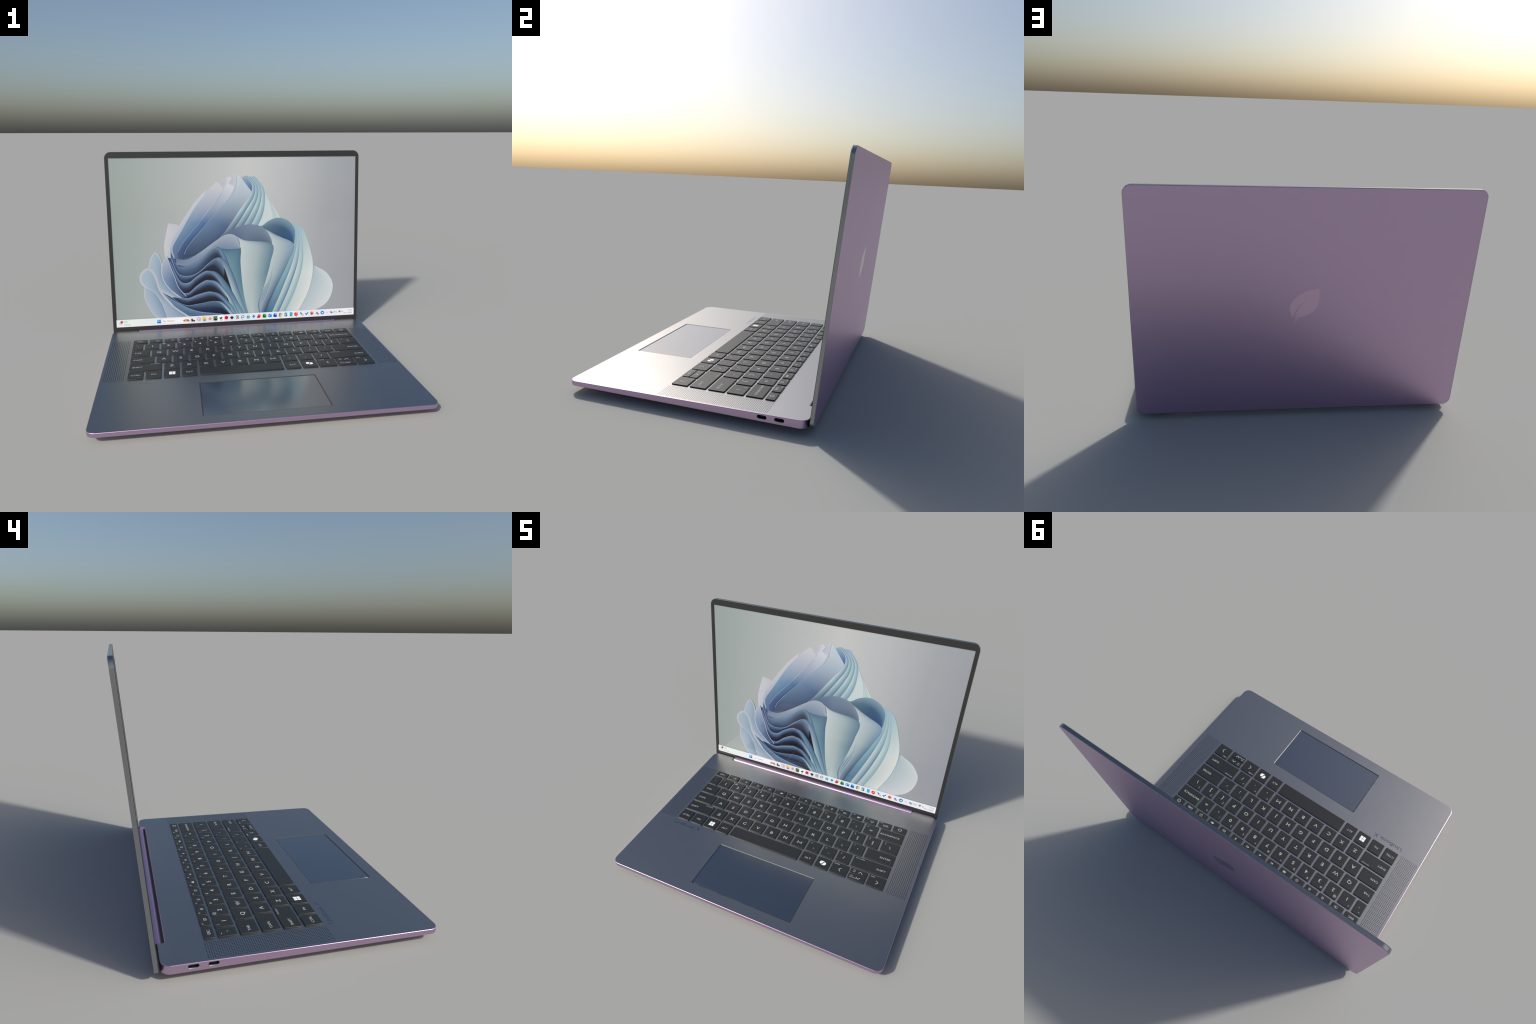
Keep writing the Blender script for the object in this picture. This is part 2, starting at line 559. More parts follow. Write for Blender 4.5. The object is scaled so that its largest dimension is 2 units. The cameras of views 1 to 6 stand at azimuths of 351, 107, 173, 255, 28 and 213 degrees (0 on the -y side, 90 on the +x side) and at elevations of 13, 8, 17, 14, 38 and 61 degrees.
# number row
for i, (ch, up) in enumerate(zip("1234567890-=", "!@#$%^&*()_+")):
    x = -0.7365 + i * P
    add_key(x, x + W, "num", [big(ch, 0.002, -0.006), small(up, -0.030, 0.030)])
add_key(-0.825, -0.752, "num", [big("`", 0.004, -0.012), small("~", -0.012, 0.030)])
add_key(0.6455, 0.825, "num", [word("BACKSPACE", 0.063, -0.002, "RIGHT")])
# tab row
add_key(-0.825, -0.699, "tab", [word("TAB", -0.044)])
for i, (ch, up) in enumerate((("[", "{"), ("]", "}"))):
    x = -0.6845 + (10 + i) * P
    add_key(x, x + W, "tab", [big(ch, 0.0, -0.004), small(up, -0.030, 0.030)])
add_key(0.697, 0.825, "tab", [big("\\", 0.0, -0.004), small("|", -0.040, 0.030)])
# caps row
add_key(-0.825, -0.6635, "caps", [word("CAPS", -0.062)])
for i, (ch, up) in enumerate(((";", ":"), ("'", '"'))):
    x = -0.649 + (9 + i) * P
    add_key(x, x + W, "caps", [big(ch, 0.0, -0.004), small(up, -0.030, 0.028)])
add_key(0.6175, 0.825, "caps", [word("ENTER", 0.078, -0.004, "RIGHT")])
# shift row
add_key(-0.825, -0.611, "shift", [word("SHIFT", -0.088), tiny("FN LOCK", 0.092, 0.038, "RIGHT")])
for i, (ch, up) in enumerate(((",", "<"), (".", ">"), ("/", "?"))):
    x = -0.595 + (7 + i) * P
    add_key(x, x + W, "shift", [big(ch, 0.0, -0.002), small(up, -0.030, 0.030)])
add_key(0.556, 0.825, "shift", [word("SHIFT", 0.108, -0.006, "RIGHT"), tiny("PRT SCRN", -0.120, 0.036)])
# bottom row
add_key(-0.826, -0.7265, "bottom", [word("CTRL", 0, -0.002, "CENTER")])
add_key(-0.7115, -0.611, "bottom", [word("FN", 0, -0.002, "CENTER")])
add_key(-0.5965, -0.495, "bottom", [sym("panes", 0.003, -0.002, M_LOGO)])
add_key(-0.4805, -0.381, "bottom", [word("ALT", 0, -0.002, "CENTER")])
add_key(-0.365, 0.1945, "bottom")
add_key(0.209, 0.3105, "bottom", [word("ALT", 0, -0.002, "CENTER")])
add_key(0.3255, 0.427, "bottom", [sym("swirl", 0.0, 0.0, M_LOGO)])
add_key(0.4395, 0.561, "bottom", [sym("left", 0.004, -0.004), tiny("HOME", -0.052, 0.038)])
yb0, yb1 = ROWS["bottom"]
ym = (yb0 + yb1) / 2
add_key(0.572, 0.695, "bottom", [sym("up", 0.012, 0.0), tiny("PG", -0.042, 0.009), tiny("UP", -0.042, -0.005)], (ym + 0.0015, yb1))
add_key(0.572, 0.695, "bottom", [sym("down", 0.010, 0.0), tiny("PG", -0.046, 0.009), tiny("DOWN", -0.050, -0.005)], (yb0, ym - 0.0015))
add_key(0.7055, 0.826, "bottom", [sym("right", 0.006, -0.006), tiny("END", -0.048, 0.036)])
# function row
add_key(-0.825, -0.7225, "fn", [word("ESC", 0, -0.002, "CENTER")])
for i, s in enumerate(("link", "dim", "sun", "bright", "keys", "mute", "quiet", "loud", "mic", "screens", "camera", "display")):
    x = -0.7085 + i * 0.1099
    add_key(x, x + 0.0955, "fn", [sym(s, 0.012, -0.005), tiny("F%d" % (i + 1), -0.036, 0.014)])
add_key(0.6105, 0.7105, "fn", [word("DEL", 0.008, -0.006, "CENTER"), tiny("INS", -0.040, 0.016)])
add_key(0.7245, 0.826, "fn", [sym("power", 0.0, -0.002)])

# engraved lettering on the palm rest
lm = text_mesh("UniBook X", 0.0305, "LEFT", 1.0, 0.010, M_ENGRAVE, name="lettering")
xs = [v.co.x for v in lm.vertices]
lm.transform(Matrix.Diagonal((0.233 / (max(xs) - min(xs)), 1, 1, 1)))
new_object("lettering", lm, laptop, BASE @ Matrix.Translation((-0.829, -0.270, 0.0003)))

# ------------------------------------------------------------------ lid frame
TILT = 0.0848
_u = Vector((0, TILT, 1)).normalized()
_n = Vector((0, -1, TILT)).normalized()
LID_Y0 = 0.7730 - (1.47 - 0.0355) * TILT
LID = Matrix(((1, 0, 0, 0), (0, _u.y, _n.y, LID_Y0), (0, _u.z, _n.z, 0.0355), (0, 0, 0, 1)))
LID_H = 1.4375
lid_outline = rounded_rect(-0.9985, 0.0, 0.9985, LID_H, 0.049, 12)

def lid_shell():
    bm = bmesh.new()
    z0, z1 = -0.0226, -0.0026
    A = loop_verts(bm, inset(lid_outline, 0.0012), z0)
    B = loop_verts(bm, lid_outline, z0 + 0.0012)
    C = loop_verts(bm, lid_outline, z1 - 0.0008)
    D = loop_verts(bm, inset(lid_outline, 0.0008), z1)
    for a, b in ((A, B), (B, C), (C, D)):
        bridge(bm, a, b)
    E = loop_verts(bm, inset(lid_outline, 0.012), z1)
    F = loop_verts(bm, inset(lid_outline, 0.012), z1 - 0.004)
    bridge(bm, D, E); bridge(bm, E, F)
    bm.faces.new(A); bm.faces.new(F)
    return new_object("lid_shell", mesh_from_bm("lid_shell", bm, [M_EDGE], True, 35), laptop, LID)
lid_shell()

# mauve back panel, slightly inset, facing away from the display
def back_panel():
    bm = bmesh.new()
    o = inset(lid_outline, 0.0036)
    A = loop_verts(bm, o, -0.0224)
    B = loop_verts(bm, o, -0.0230)
    C = loop_verts(bm, inset(o, 0.0006), -0.0234)
    bridge(bm, A, B); bridge(bm, B, C)
    bm.faces.new(C)
    return new_object("lid_panel", mesh_from_bm("lid_panel", bm, [M_BACK], True, 30), laptop, LID)
back_panel()

SCR_X, SCR_Y0, SCR_Y1 = 0.9718, 0.0775, 1.3920
SCR_Z = -0.0040
def bezel():
    bm = bmesh.new()
    o = inset(lid_outline, 0.0016)
    win = [(-SCR_X, SCR_Y0), (SCR_X, SCR_Y0), (SCR_X, SCR_Y1), (-SCR_X, SCR_Y1)]
    A = loop_verts(bm, o, -0.0026)
    B = loop_verts(bm, o, -0.0006)
    C = loop_verts(bm, inset(o, 0.0006), 0.0)
    D = loop_verts(bm, win, 0.0)
    E = loop_verts(bm, win, SCR_Z)
    bridge(bm, A, B); bridge(bm, B, C); bridge(bm, D, E)
    fill_holed(bm, [C, D])
    return new_object("bezel", mesh_from_bm("bezel", bm, [M_BEZEL], True, 30), laptop, LID)
bezel()

# webcam above the display
bm = bmesh.new()
stroke(bm, arc(0, 1.4195, 0.0062, 0, 345, 24), 0.0026, True, 0.0004, 0)
disc(bm, 0, 1.4195, 0.0050, 0.0003, 1)
new_object("webcam", mesh_from_bm("webcam", bm, [M_LENS_RING, M_LENS], False, flat=True), laptop, LID)

# leaf emblem on the back of the lid
def emblem():
    lower = [(-0.074, 0.844), (-0.081, 0.793), (-0.076, 0.739), (-0.057, 0.700), (-0.024, 0.674), (0.020, 0.656), (0.039, 0.648)]
    stalk = [(0.039, 0.648), (0.044, 0.636), (0.0465, 0.622), (0.0500, 0.6165), (0.0560, 0.6165), (0.0595, 0.622)]
    vein_r = [(0.0595, 0.622), (0.058, 0.647), (0.054, 0.679), (0.042, 0.708), (0.025, 0.735), (-0.007, 0.774)]
    vein_l = [(-0.007, 0.774), (0.029, 0.738), (0.047, 0.710), (0.060, 0.679), (0.068, 0.649)]
    upper = [(0.068, 0.649), (0.083, 0.673), (0.092, 0.716), (0.080, 0.752), (0.047, 0.792), (-0.005, 0.824), (-0.051, 0.839), (-0.074, 0.844)]
    pts = []
    for c in (lower, stalk, vein_r, vein_l, upper):
        pts += [(v.x, v.y) for v in spline(c, 14)][:-1]
    bm = bmesh.new()
    poly(bm, pts, -0.02375)
    a = list(bm.verts)
    b = [bm.verts.new((v.co.x, v.co.y, -0.0234)) for v in a]
    bridge(bm, a, b)
    return new_object("leaf_emblem", mesh_from_bm("leaf_emblem", bm, [M_MIRROR], False), laptop, LID)
emblem()

# ------------------------------------------------------------------ display
GAIN = 0.93
def shown(c):
    return tuple(min(0.98, v * GAIN) for v in lin(c))

def ramp_node(nt, stops, fac):
    r = nt.nodes.new("ShaderNodeValToRGB")
    e = r.color_ramp.elements
    n = len(stops)
    e[0].position, e[0].color = 0.0, (*shown(stops[0]), 1)
    e[1].position, e[1].color = 1.0, (*shown(stops[-1]), 1)
    for k in range(1, n - 1):
        q = e.new(k / (n - 1))
        q.color = (*shown(stops[k]), 1)
    nt.links.new(fac, r.inputs["Fac"])
    return r.outputs["Color"]

def display_bsdf(m):
    b = m.node_tree.nodes["Principled BSDF"]
    b.inputs["Roughness"].default_value = 0.06
    b.inputs["Specular IOR Level"].default_value = 0.5
    nz = m.node_tree.nodes.new("ShaderNodeCombineXYZ")
    nz.inputs[0].default_value, nz.inputs[1].default_value, nz.inputs[2].default_value = _n
    m.node_tree.links.new(nz.outputs[0], b.inputs["Normal"])
    return b

def map01(nt, value, a, b):
    r = nt.nodes.new("ShaderNodeMapRange")
    r.inputs["From Min"].default_value, r.inputs["From Max"].default_value = a, b
    nt.links.new(value, r.inputs["Value"])
    return r.outputs["Result"]

def fold_material(p0, p1, start, mid, end):
    """colour runs across the fold (over its tiny slope) and along it (p0 -> p1)"""
    m = bpy.data.materials.new("fold_colour")
    m.use_nodes = True
    nt = m.node_tree
    b = display_bsdf(m)
    tc = nt.nodes.new("ShaderNodeTexCoord")
    sp = nt.nodes.new("ShaderNodeSeparateXYZ")
    nt.links.new(tc.outputs["Object"], sp.inputs[0])
    across = map01(nt, sp.outputs["Z"], 0.0, FOLD_DZ)
    d = Vector(p1) - Vector(p0)
    L = max(d.length, 1e-4)
    d /= L
    dot = nt.nodes.new("ShaderNodeVectorMath")
    dot.operation = "DOT_PRODUCT"
    dot.inputs[1].default_value = (d.x, d.y, 0)
    nt.links.new(tc.outputs["Object"], dot.inputs[0])
    s0 = d.dot(Vector(p0))
    f1 = map01(nt, dot.outputs["Value"], s0, s0 + L * 0.5)
    f2 = map01(nt, dot.outputs["Value"], s0 + L * 0.5, s0 + L)
    cols = [ramp_node(nt, c, across) for c in (start, mid, end)]
    mixes = cols[0]
    for f, c in ((f1, cols[1]), (f2, cols[2])):
        mx = nt.nodes.new("ShaderNodeMix")
        mx.data_type = "RGBA"
        nt.links.new(f, mx.inputs["Factor"])
        nt.links.new(mixes, mx.inputs["A"])
        nt.links.new(c, mx.inputs["B"])
        mixes = mx.outputs["Result"]
    nt.links.new(mixes, b.inputs["Base Color"])
    return m

FOLD_DZ = 0.00005
_layer = [0]
def next_layer():
    _layer[0] += 1
    return SCR_Z + 0.0002 + _layer[0] * 0.00006

def flat_display(color):
    m = material("display_ink", shown(color), 0.0, 0.06, 0.5)
    return m

# screen sheet with a soft horizontal grey wash
def screen():
    bm = bmesh.new()
    poly(bm, [(-SCR_X, SCR_Y0), (SCR_X, SCR_Y0), (SCR_X, SCR_Y1), (-SCR_X, SCR_Y1)], SCR_Z + 0.0002)
    m = bpy.data.materials.new("display_wash")
    m.use_nodes = True
    nt = m.node_tree
    b = display_bsdf(m)
    tc = nt.nodes.new("ShaderNodeTexCoord")
    sp = nt.nodes.new("ShaderNodeSeparateXYZ")
    nt.links.new(tc.outputs["Object"], sp.inputs[0])
    # the wash leans: brightest near the top centre
    ad = nt.nodes.new("ShaderNodeMath"); ad.operation = "MULTIPLY_ADD"
    ad.inputs[1].default_value = -0.10
    nt.links.new(sp.outputs["Y"], ad.inputs[0])
    nt.links.new(sp.outputs["X"], ad.inputs[2])
    fac = map01(nt, ad.outputs[0], -1.05, 0.95)
    col = ramp_node(nt, [(154, 166, 164), (167, 176, 176), (180, 186, 187), (196, 199, 200), (182, 186, 190), (162, 167, 173), (150, 155, 164)], fac)
    nt.links.new(col, b.inputs["Base Color"])
    return new_object("screen", mesh_from_bm("screen", bm, [m], False, flat=True), laptop, LID)
scr = screen()

def on_screen(name, me, z):
    o = new_object(name, me, None, LID @ Matrix.Translation((0, 0, z)))
    o.parent = scr
    o.matrix_parent_inverse = LID.inverted()
    return o

def tone(c):
    """deepen the mid-tones of the printed bloom towards steel blue"""
    r, g, b = (255 * (v / 255) ** 1.10 for v in c)
    m = (r + g + b) / 3
    return tuple(v + (m - v) * 0.12 for v in (r, g * 0.99, b))

def fold(A, B, start, mid, end, name="fold", n=40, mat=None):
    start, mid, end = ([tone(c) for c in q] for q in (start, mid, end))
    a, b = spline(A, n), spline(B, n)
    if mat is None:
        mat = fold_material((a[0] + b[0]) / 2, (a[-1] + b[-1]) / 2, start, mid, end)
    bm = bmesh.new()
    va = [bm.verts.new((p.x, p.y, 0)) for p in a]
    vm = [bm.verts.new(((p.x + q.x) / 2, (p.y + q.y) / 2, FOLD_DZ / 2)) for p, q in zip(a, b)]
    vb = [bm.verts.new((p.x, p.y, FOLD_DZ)) for p in b]
    for u, v in ((va, vm), (vm, vb)):
        for i in range(n - 1):
            try:
                bm.faces.new((u[i], v[i], v[i + 1], u[i + 1]))
            except ValueError:
                pass
    bmesh.ops.remove_doubles(bm, verts=bm.verts, dist=1e-7)
    on_screen(name, mesh_from_bm(name, bm, [mat], False, flat=True), next_layer())

def rim(A, w, color, n=40, taper=True):
    bm = bmesh.new()
    stroke(bm, [(p.x, p.y) for p in spline(A, n)], w)
    on_screen("fold_edge", mesh_from_bm("fold_edge", bm, [flat_display(color)], False, flat=True), next_layer())

def between(A, B, t):
    n = 12
    return [tuple(p.lerp(q, t)) for p, q in zip(spline(A, n), spline(B, n))]

def shade(c, k):
    return tuple(max(0, min(255, v * k)) for v in c)

def mixc(a, b, t):
    return tuple(x + (y - x) * t for x, y in zip(a, b))

def picture():
    """an abstract bloom of folded paper ribbons in pale blues"""
    pale, sky, teal, blue, navy, ink = (207, 212, 218), (160, 188, 205), (88, 138, 165), (92, 130, 172), (52, 66, 104), (33, 34, 44)
    milk = (208, 222, 222)
    # a single round petal behind, lower right
    fold([(0.63, 0.51), (0.59, 0.41), (0.54, 0.29), (0.45, 0.09)], [(0.63, 0.51), (0.74, 0.44), (0.79, 0.32), (0.71, 0.17), (0.45, 0.08)],
         [(165, 192, 200), (205, 220, 222)], [(176, 198, 205), (213, 222, 224)], [(185, 200, 210), (205, 212, 218)])
    # stacked upright petals, from the left edge to the crown
    lefts = [[(-0.54, 0.89), (-0.565, 0.79), (-0.58, 0.70), (-0.57, 0.60), (-0.54, 0.50)],
             [(-0.33, 1.05), (-0.40, 0.95), (-0.49, 0.81), (-0.535, 0.68), (-0.52, 0.58), (-0.49, 0.50)],
             [(-0.20, 1.165), (-0.33, 1.01), (-0.44, 0.83), (-0.515, 0.70), (-0.505, 0.62), (-0.475, 0.54)],
             [(-0.115, 1.11), (-0.29, 0.90), (-0.42, 0.75), (-0.475, 0.66), (-0.465, 0.57)],
             [(0.01, 1.262), (-0.03, 1.11), (-0.21, 0.915), (-0.385, 0.715), (-0.425, 0.64), (-0.41, 0.583)]]
    rights = [[(-0.54, 0.89), (-0.455, 0.86), (-0.49, 0.74), (-0.50, 0.60), (-0.47, 0.50)],
              [(-0.235, 1.15), (-0.30, 1.00), (-0.40, 0.83), (-0.45, 0.70), (-0.45, 0.60), (-0.43, 0.52)],
              [(-0.155, 1.205), (-0.11, 1.14), (-0.27, 0.93), (-0.42, 0.72), (-0.455, 0.57)],
              [(-0.055, 1.245), (-0.01, 1.18), (-0.12, 1.00), (-0.36, 0.75), (-0.41, 0.64), (-0.40, 0.575)],
              [(0.012, 1.262), (0.06, 1.20), (0.117, 1.125), (0.02, 0.965), (-0.11, 0.80), (-0.25, 0.66), (-0.41, 0.58)]]
    tints = [([(206, 209, 213), (197, 200, 211)], [(204, 208, 215), (190, 196, 210)], [(196, 202, 214), (148, 168, 195)]),
             ([(208, 210, 216), (201, 207, 215)], [(198, 204, 213), (145, 172, 196)], [(140, 168, 196), (85, 122, 165)]),
             ([(206, 209, 216), (203, 206, 215)], [(132, 164, 192), (96, 138, 178)], [(92, 122, 162), (58, 84, 130)]),
             ([(203, 211, 221), (205, 216, 224)], [(102, 138, 178), (70, 108, 156)], [(70, 94, 140), (48, 64, 106)]),
             ([(205, 220, 228), (196, 213, 224)], [(118, 148, 178), (78, 106, 146)], [(54, 74, 114), (38, 48, 78)])]
    for i, (l, r, t) in enumerate(zip(lefts, rights, tints)):
        if i in (3, 4):          # the curled tip behind the next petal
            tx, ty = lefts[i][0] if i == 4 else (-0.058, 1.243)
            fold([(tx - 0.072, ty - 0.072), (tx - 0.035, ty - 0.02), (tx - 0.004, ty)], [(tx - 0.02, ty - 0.10), (tx - 0.004, ty - 0.05), (tx, ty)],
                 [(186, 192, 206), (197, 202, 212)], [(190, 195, 208), (199, 204, 213)], [(204, 208, 214), (210, 214, 220)])
        fold(l, r, *t, name="petal")
        if i >= 2:
            rim(l[:-1], 0.0032, ((190, 200, 212), (140, 168, 198), (132, 160, 188))[i - 2])
    # crest: parallel ribbons rolling down from the crown to the right
    ci = [(0.07, 1.24), (0.12, 1.18), (0.11, 1.10), (0.03, 0.99), (-0.07, 0.85), (-0.15, 0.75)]
    co = [(0.16, 1.235), (0.24, 1.09), (0.29, 1.01), (0.33, 0.94), (0.37, 0.87), (0.39, 0.80)]
    cm = [(0.145, 1.24), (0.215, 1.15), (0.225, 1.05), (0.21, 0.95), (0.17, 0.86), (0.12, 0.79)]
    fold([(0.04, 1.235), (0.07, 1.19), (0.118, 1.125)], [(0.04, 1.235), (0.09, 1.245), (0.13, 1.18), (0.118, 1.12)],
         [(150, 175, 200), (168, 186, 208)], [(110, 145, 185), (125, 158, 192)], [(65, 105, 158), (70, 110, 160)])
    fold(cm, co, [(165, 198, 210), (172, 200, 212)], [(200, 217, 219), (206, 222, 222)], [(205, 220, 220), (200, 218, 220)])
    for k in range(3):
        fold(between(cm, co, 0.62 + 0.1 * k), between(cm, co, 0.70 + 0.1 * k), [(150, 185, 195), (190, 212, 216)], [(150, 185, 196), (198, 216, 219)], [(190, 212, 214), (200, 217, 219)])
    for k in range(4):
        a, b = 1 - k / 4 - 0.25, 1 - k / 4
        dark = mixc(teal, (130, 176, 190), 0.8 - 0.27 * k)
        fold(between(ci, cm, a), between(ci, cm, b), [(172, 198, 212), mixc(dark, sky, 0.4)], [(204, 220, 221), mixc((204, 220, 221), dark, 0.45), dark],
             [mixc((170, 198, 204), (84, 116, 142), k / 3), mixc((110, 160, 178), (52, 82, 118), k / 3)])
    # mid-tone backing, so no chink of the page shows between folds
    fold([(-0.47, 0.595), (-0.29, 0.65), (-0.08, 0.77), (0.15, 0.84), (0.36, 0.86), (0.455, 0.72)], [(-0.40, 0.30), (-0.25, 0.20), (-0.05, 0.10), (0.10, 0.09), (0.18, 0.09), (0.24, 0.15)],
         [(70, 95, 135), (60, 80, 120)], [(110, 145, 165), (120, 150, 170)], [(130, 160, 178), (80, 115, 150)])
    # far dome and the sweep of ribbons on the right
    dome3 = [(0.19, 0.84), (0.26, 0.89), (0.34, 0.91), (0.42, 0.88), (0.47, 0.80), (0.46, 0.69)]
    fold(dome3, [(0.19, 0.84), (0.25, 0.81), (0.30, 0.78), (0.36, 0.75), (0.41, 0.72), (0.46, 0.685)],
         [(120, 155, 170), (85, 120, 140)], [(135, 168, 185), (62, 100, 132), (60, 95, 130)], [(110, 150, 180), (55, 100, 150), (40, 70, 120)])
    si = [(0.45, 0.86), (0.47, 0.80), (0.46, 0.69), (0.40, 0.54), (0.30, 0.32), (0.20, 0.09)]
    so = [(0.46, 0.86), (0.53, 0.82), (0.58, 0.70), (0.62, 0.51), (0.58, 0.30), (0.47, 0.09)]
    cuts = [0.0, 0.20, 0.40, 0.60, 1.0]
    dark_edge = [(105, 155, 178), (90, 140, 168), (135, 180, 192), (222, 230, 226)]
    for k in (3, 2, 1, 0):
        base_c = (150, 188, 198) if k == 0 else (206, 220, 219)
        fold(between(si, so, cuts[k]), between(si, so, cuts[k + 1]), [(155, 192, 204), (160, 195, 206)],
             [base_c, mixc(base_c, dark_edge[k], 0.3), dark_edge[k]],
             [mixc((188, 206, 210), (58, 98, 138), 1.0 if k == 0 else 0.0), mixc(dark_edge[k], (70, 125, 162), 0.7 if k < 2 else 0.0)])
    # stems: broad ribbons falling to the lower centre, each under its dome
    stem = [[(-0.15, 0.68), (-0.10, 0.57), (-0.06, 0.42), (-0.01, 0.25), (0.05, 0.09)],
            [(0.02, 0.685), (0.02, 0.56), (0.03, 0.40), (0.05, 0.25), (0.09, 0.09)],
            [(0.28, 0.70), (0.265, 0.55), (0.22, 0.39), (0.17, 0.23), (0.14, 0.09)],
            [(0.46, 0.69), (0.41, 0.54), (0.33, 0.38), (0.26, 0.24), (0.20, 0.09)]]
    lead = [[(-0.15, 0.68), (-0.07, 0.668), (0.02, 0.68)], [(-0.01, 0.77), (0.07, 0.735), (0.28, 0.705)], [(0.19, 0.84), (0.31, 0.77), (0.46, 0.69)]]
    fold([lead[2][0], (0.26, 0.77), (0.28, 0.69)] + stem[2][1:], [lead[2][0], lead[2][1]] + stem[3], [(190, 206, 209), (150, 175, 195)],
         [(190, 208, 208), (165, 185, 192), (85, 135, 165)], [(175, 195, 200), (110, 135, 165), (30, 52, 100)])
    fold([(-0.15, 0.75), (-0.07, 0.81), (0.02, 0.85), (0.11, 0.863), (0.20, 0.84), (0.26, 0.77), (0.28, 0.70)],
         [(-0.15, 0.735), (-0.08, 0.76), (-0.01, 0.765), (0.05, 0.73), (0.16, 0.715), (0.23, 0.70), (0.28, 0.695)],
         [(85, 110, 145), (80, 105, 140)], [(125, 145, 170), (100, 122, 150)], [(130, 150, 170), (70, 90, 118)])
    fold([lead[1][0], (0.012, 0.74)] + stem[1], [lead[1][0], lead[1][1]] + stem[2], [(200, 214, 215), (170, 190, 195), (95, 135, 158)],
         [(195, 210, 210), (170, 190, 193), (95, 140, 160)], [(175, 198, 200), (188, 206, 206), (165, 192, 198)])
    # slender folds tucked along the feet of the stems
    for k in range(3):
        e = 0.012 * k
        fold([(0.285 - 0.01 * k, 0.52 - 0.06 * k), (0.245 - e, 0.36), (0.185 - e, 0.22), (0.150 + 0.012 * k, 0.09)],
             [(0.285 - 0.01 * k, 0.52 - 0.06 * k), (0.262 - e, 0.37), (0.205 - e, 0.23), (0.163 + 0.012 * k, 0.09)],
             [(150, 180, 190), (160, 186, 194)], [(92, 134, 160), (176, 196, 200)], [(60, 98, 140), (150, 178, 190)])
    # shadowed hollow behind the waves
    fold([(-0.56, 0.62), (-0.60, 0.47), (-0.56, 0.32), (-0.46, 0.20), (-0.36, 0.13), (-0.20, 0.09)],
         [(-0.28, 0.56), (-0.16, 0.62), (-0.12, 0.55), (-0.07, 0.38), (-0.02, 0.25), (0.03, 0.09)],
         [(66, 90, 138), (50, 62, 98)], [(64, 86, 126), (35, 36, 50), ink], [(52, 70, 104), (28, 28, 36)])
    fold(stem[0], [stem[0][0], lead[0][1]] + stem[1], [(110, 155, 170), (75, 115, 140)], [(130, 165, 180), (85, 130, 155)], [(150, 185, 195), (125, 165, 180)])
    fold([(-0.49, 0.605), (-0.40, 0.60), (-0.29, 0.66), (-0.16, 0.75), (-0.08, 0.79), (-0.01, 0.77), (0.02, 0.68)],
         [(-0.49, 0.56), (-0.41, 0.55), (-0.29, 0.60), (-0.21, 0.66), (-0.14, 0.675), (-0.06, 0.668), (0.02, 0.672)],
         [(110, 130, 160), (130, 150, 175)], [(165, 180, 195), (120, 145, 172)], [(170, 184, 198), (125, 145, 175)])
    # waves: rolling folds stepping down to the left, with their outer turns
    crest = [[(-0.53, 0.66), (-0.48, 0.555), (-0.41, 0.55), (-0.30, 0.60), (-0.21, 0.67), (-0.16, 0.675), (-0.12, 0.60)],
             [(-0.53, 0.62), (-0.48, 0.49), (-0.40, 0.465), (-0.32, 0.49), (-0.23, 0.565), (-0.17, 0.595), (-0.11, 0.52)],
             [(-0.54, 0.59), (-0.47, 0.43), (-0.40, 0.41), (-0.33, 0.46), (-0.25, 0.50), (-0.19, 0.47), (-0.12, 0.36)],
             [(-0.55, 0.54), (-0.49, 0.37), (-0.41, 0.325), (-0.33, 0.385), (-0.25, 0.425), (-0.18, 0.395), (-0.10, 0.29)],
             [(-0.60, 0.50), (-0.52, 0.34), (-0.42, 0.285), (-0.33, 0.31), (-0.23, 0.33), (-0.16, 0.295), (-0.08, 0.20)],
             [(-0.62, 0.47), (-0.53, 0.30), (-0.43, 0.23), (-0.32, 0.235), (-0.21, 0.25), (-0.14, 0.225), (-0.05, 0.11)],
             [(-0.66, 0.48), (-0.58, 0.32), (-0.44, 0.22), (-0.32, 0.17), (-0.20, 0.15), (-0.12, 0.135), (-0.05, 0.10)]]
    feet_x = [0.05, 0.035, 0.02, 0.00, -0.02, -0.045]
    for k in range(6):
        t = k / 5
        top = mixc((120, 148, 176), (104, 132, 162), t)
        if k == 0:
            mid = [top, (76, 106, 138), (44, 62, 98)]
        elif k == 1:
            mid = [(104, 132, 162), (46, 60, 96), (34, 38, 60)]
        elif k == 5:
            mid = [(88, 118, 148), (52, 74, 112), (36, 50, 84)]
        else:
            mid = [(136, 156, 182), (82, 110, 146), (44, 58, 92), (31, 33, 44), ink]
        fold(crest[k], crest[k + 1], [mixc((88, 116, 160), (92, 126, 170), t), (46, 66, 116)], mid, [(96, 128, 160), (34, 40, 58), ink])
        if k:
            rim(crest[k], 0.0045, mixc((132, 152, 178), (104, 130, 160), t))
        # the outer turn of each wave runs on as a narrow bright ribbon
        q = [Vector(crest[k][i]) for i in (4, 5, 6)]
        f = Vector((feet_x[k], 0.09))
        w = 0.042 if k in (1, 2) else 0.024
        left = [q[0], q[1], q[2], q[2].lerp(f, 0.5) + Vector((-0.006, -0.004)), f]
        right = [q[0] + Vector((0.004, 0.004)), q[1] + Vector((w * 0.5, 0.012)), q[2] + Vector((w, 0.012)), q[2].lerp(f, 0.5) + Vector((w * 1.2, 0)), f + Vector((w * 1.1, 0))]
        lightc = (182, 203, 206) if k % 2 else (112, 152, 178)
        fold([tuple(p) for p in left], [tuple(p) for p in right],
             [top, (80, 116, 150)], [lightc, mixc(lightc, (80, 126, 158), 0.4), (62, 104, 142)], [(176, 201, 204), (104, 150, 176)])
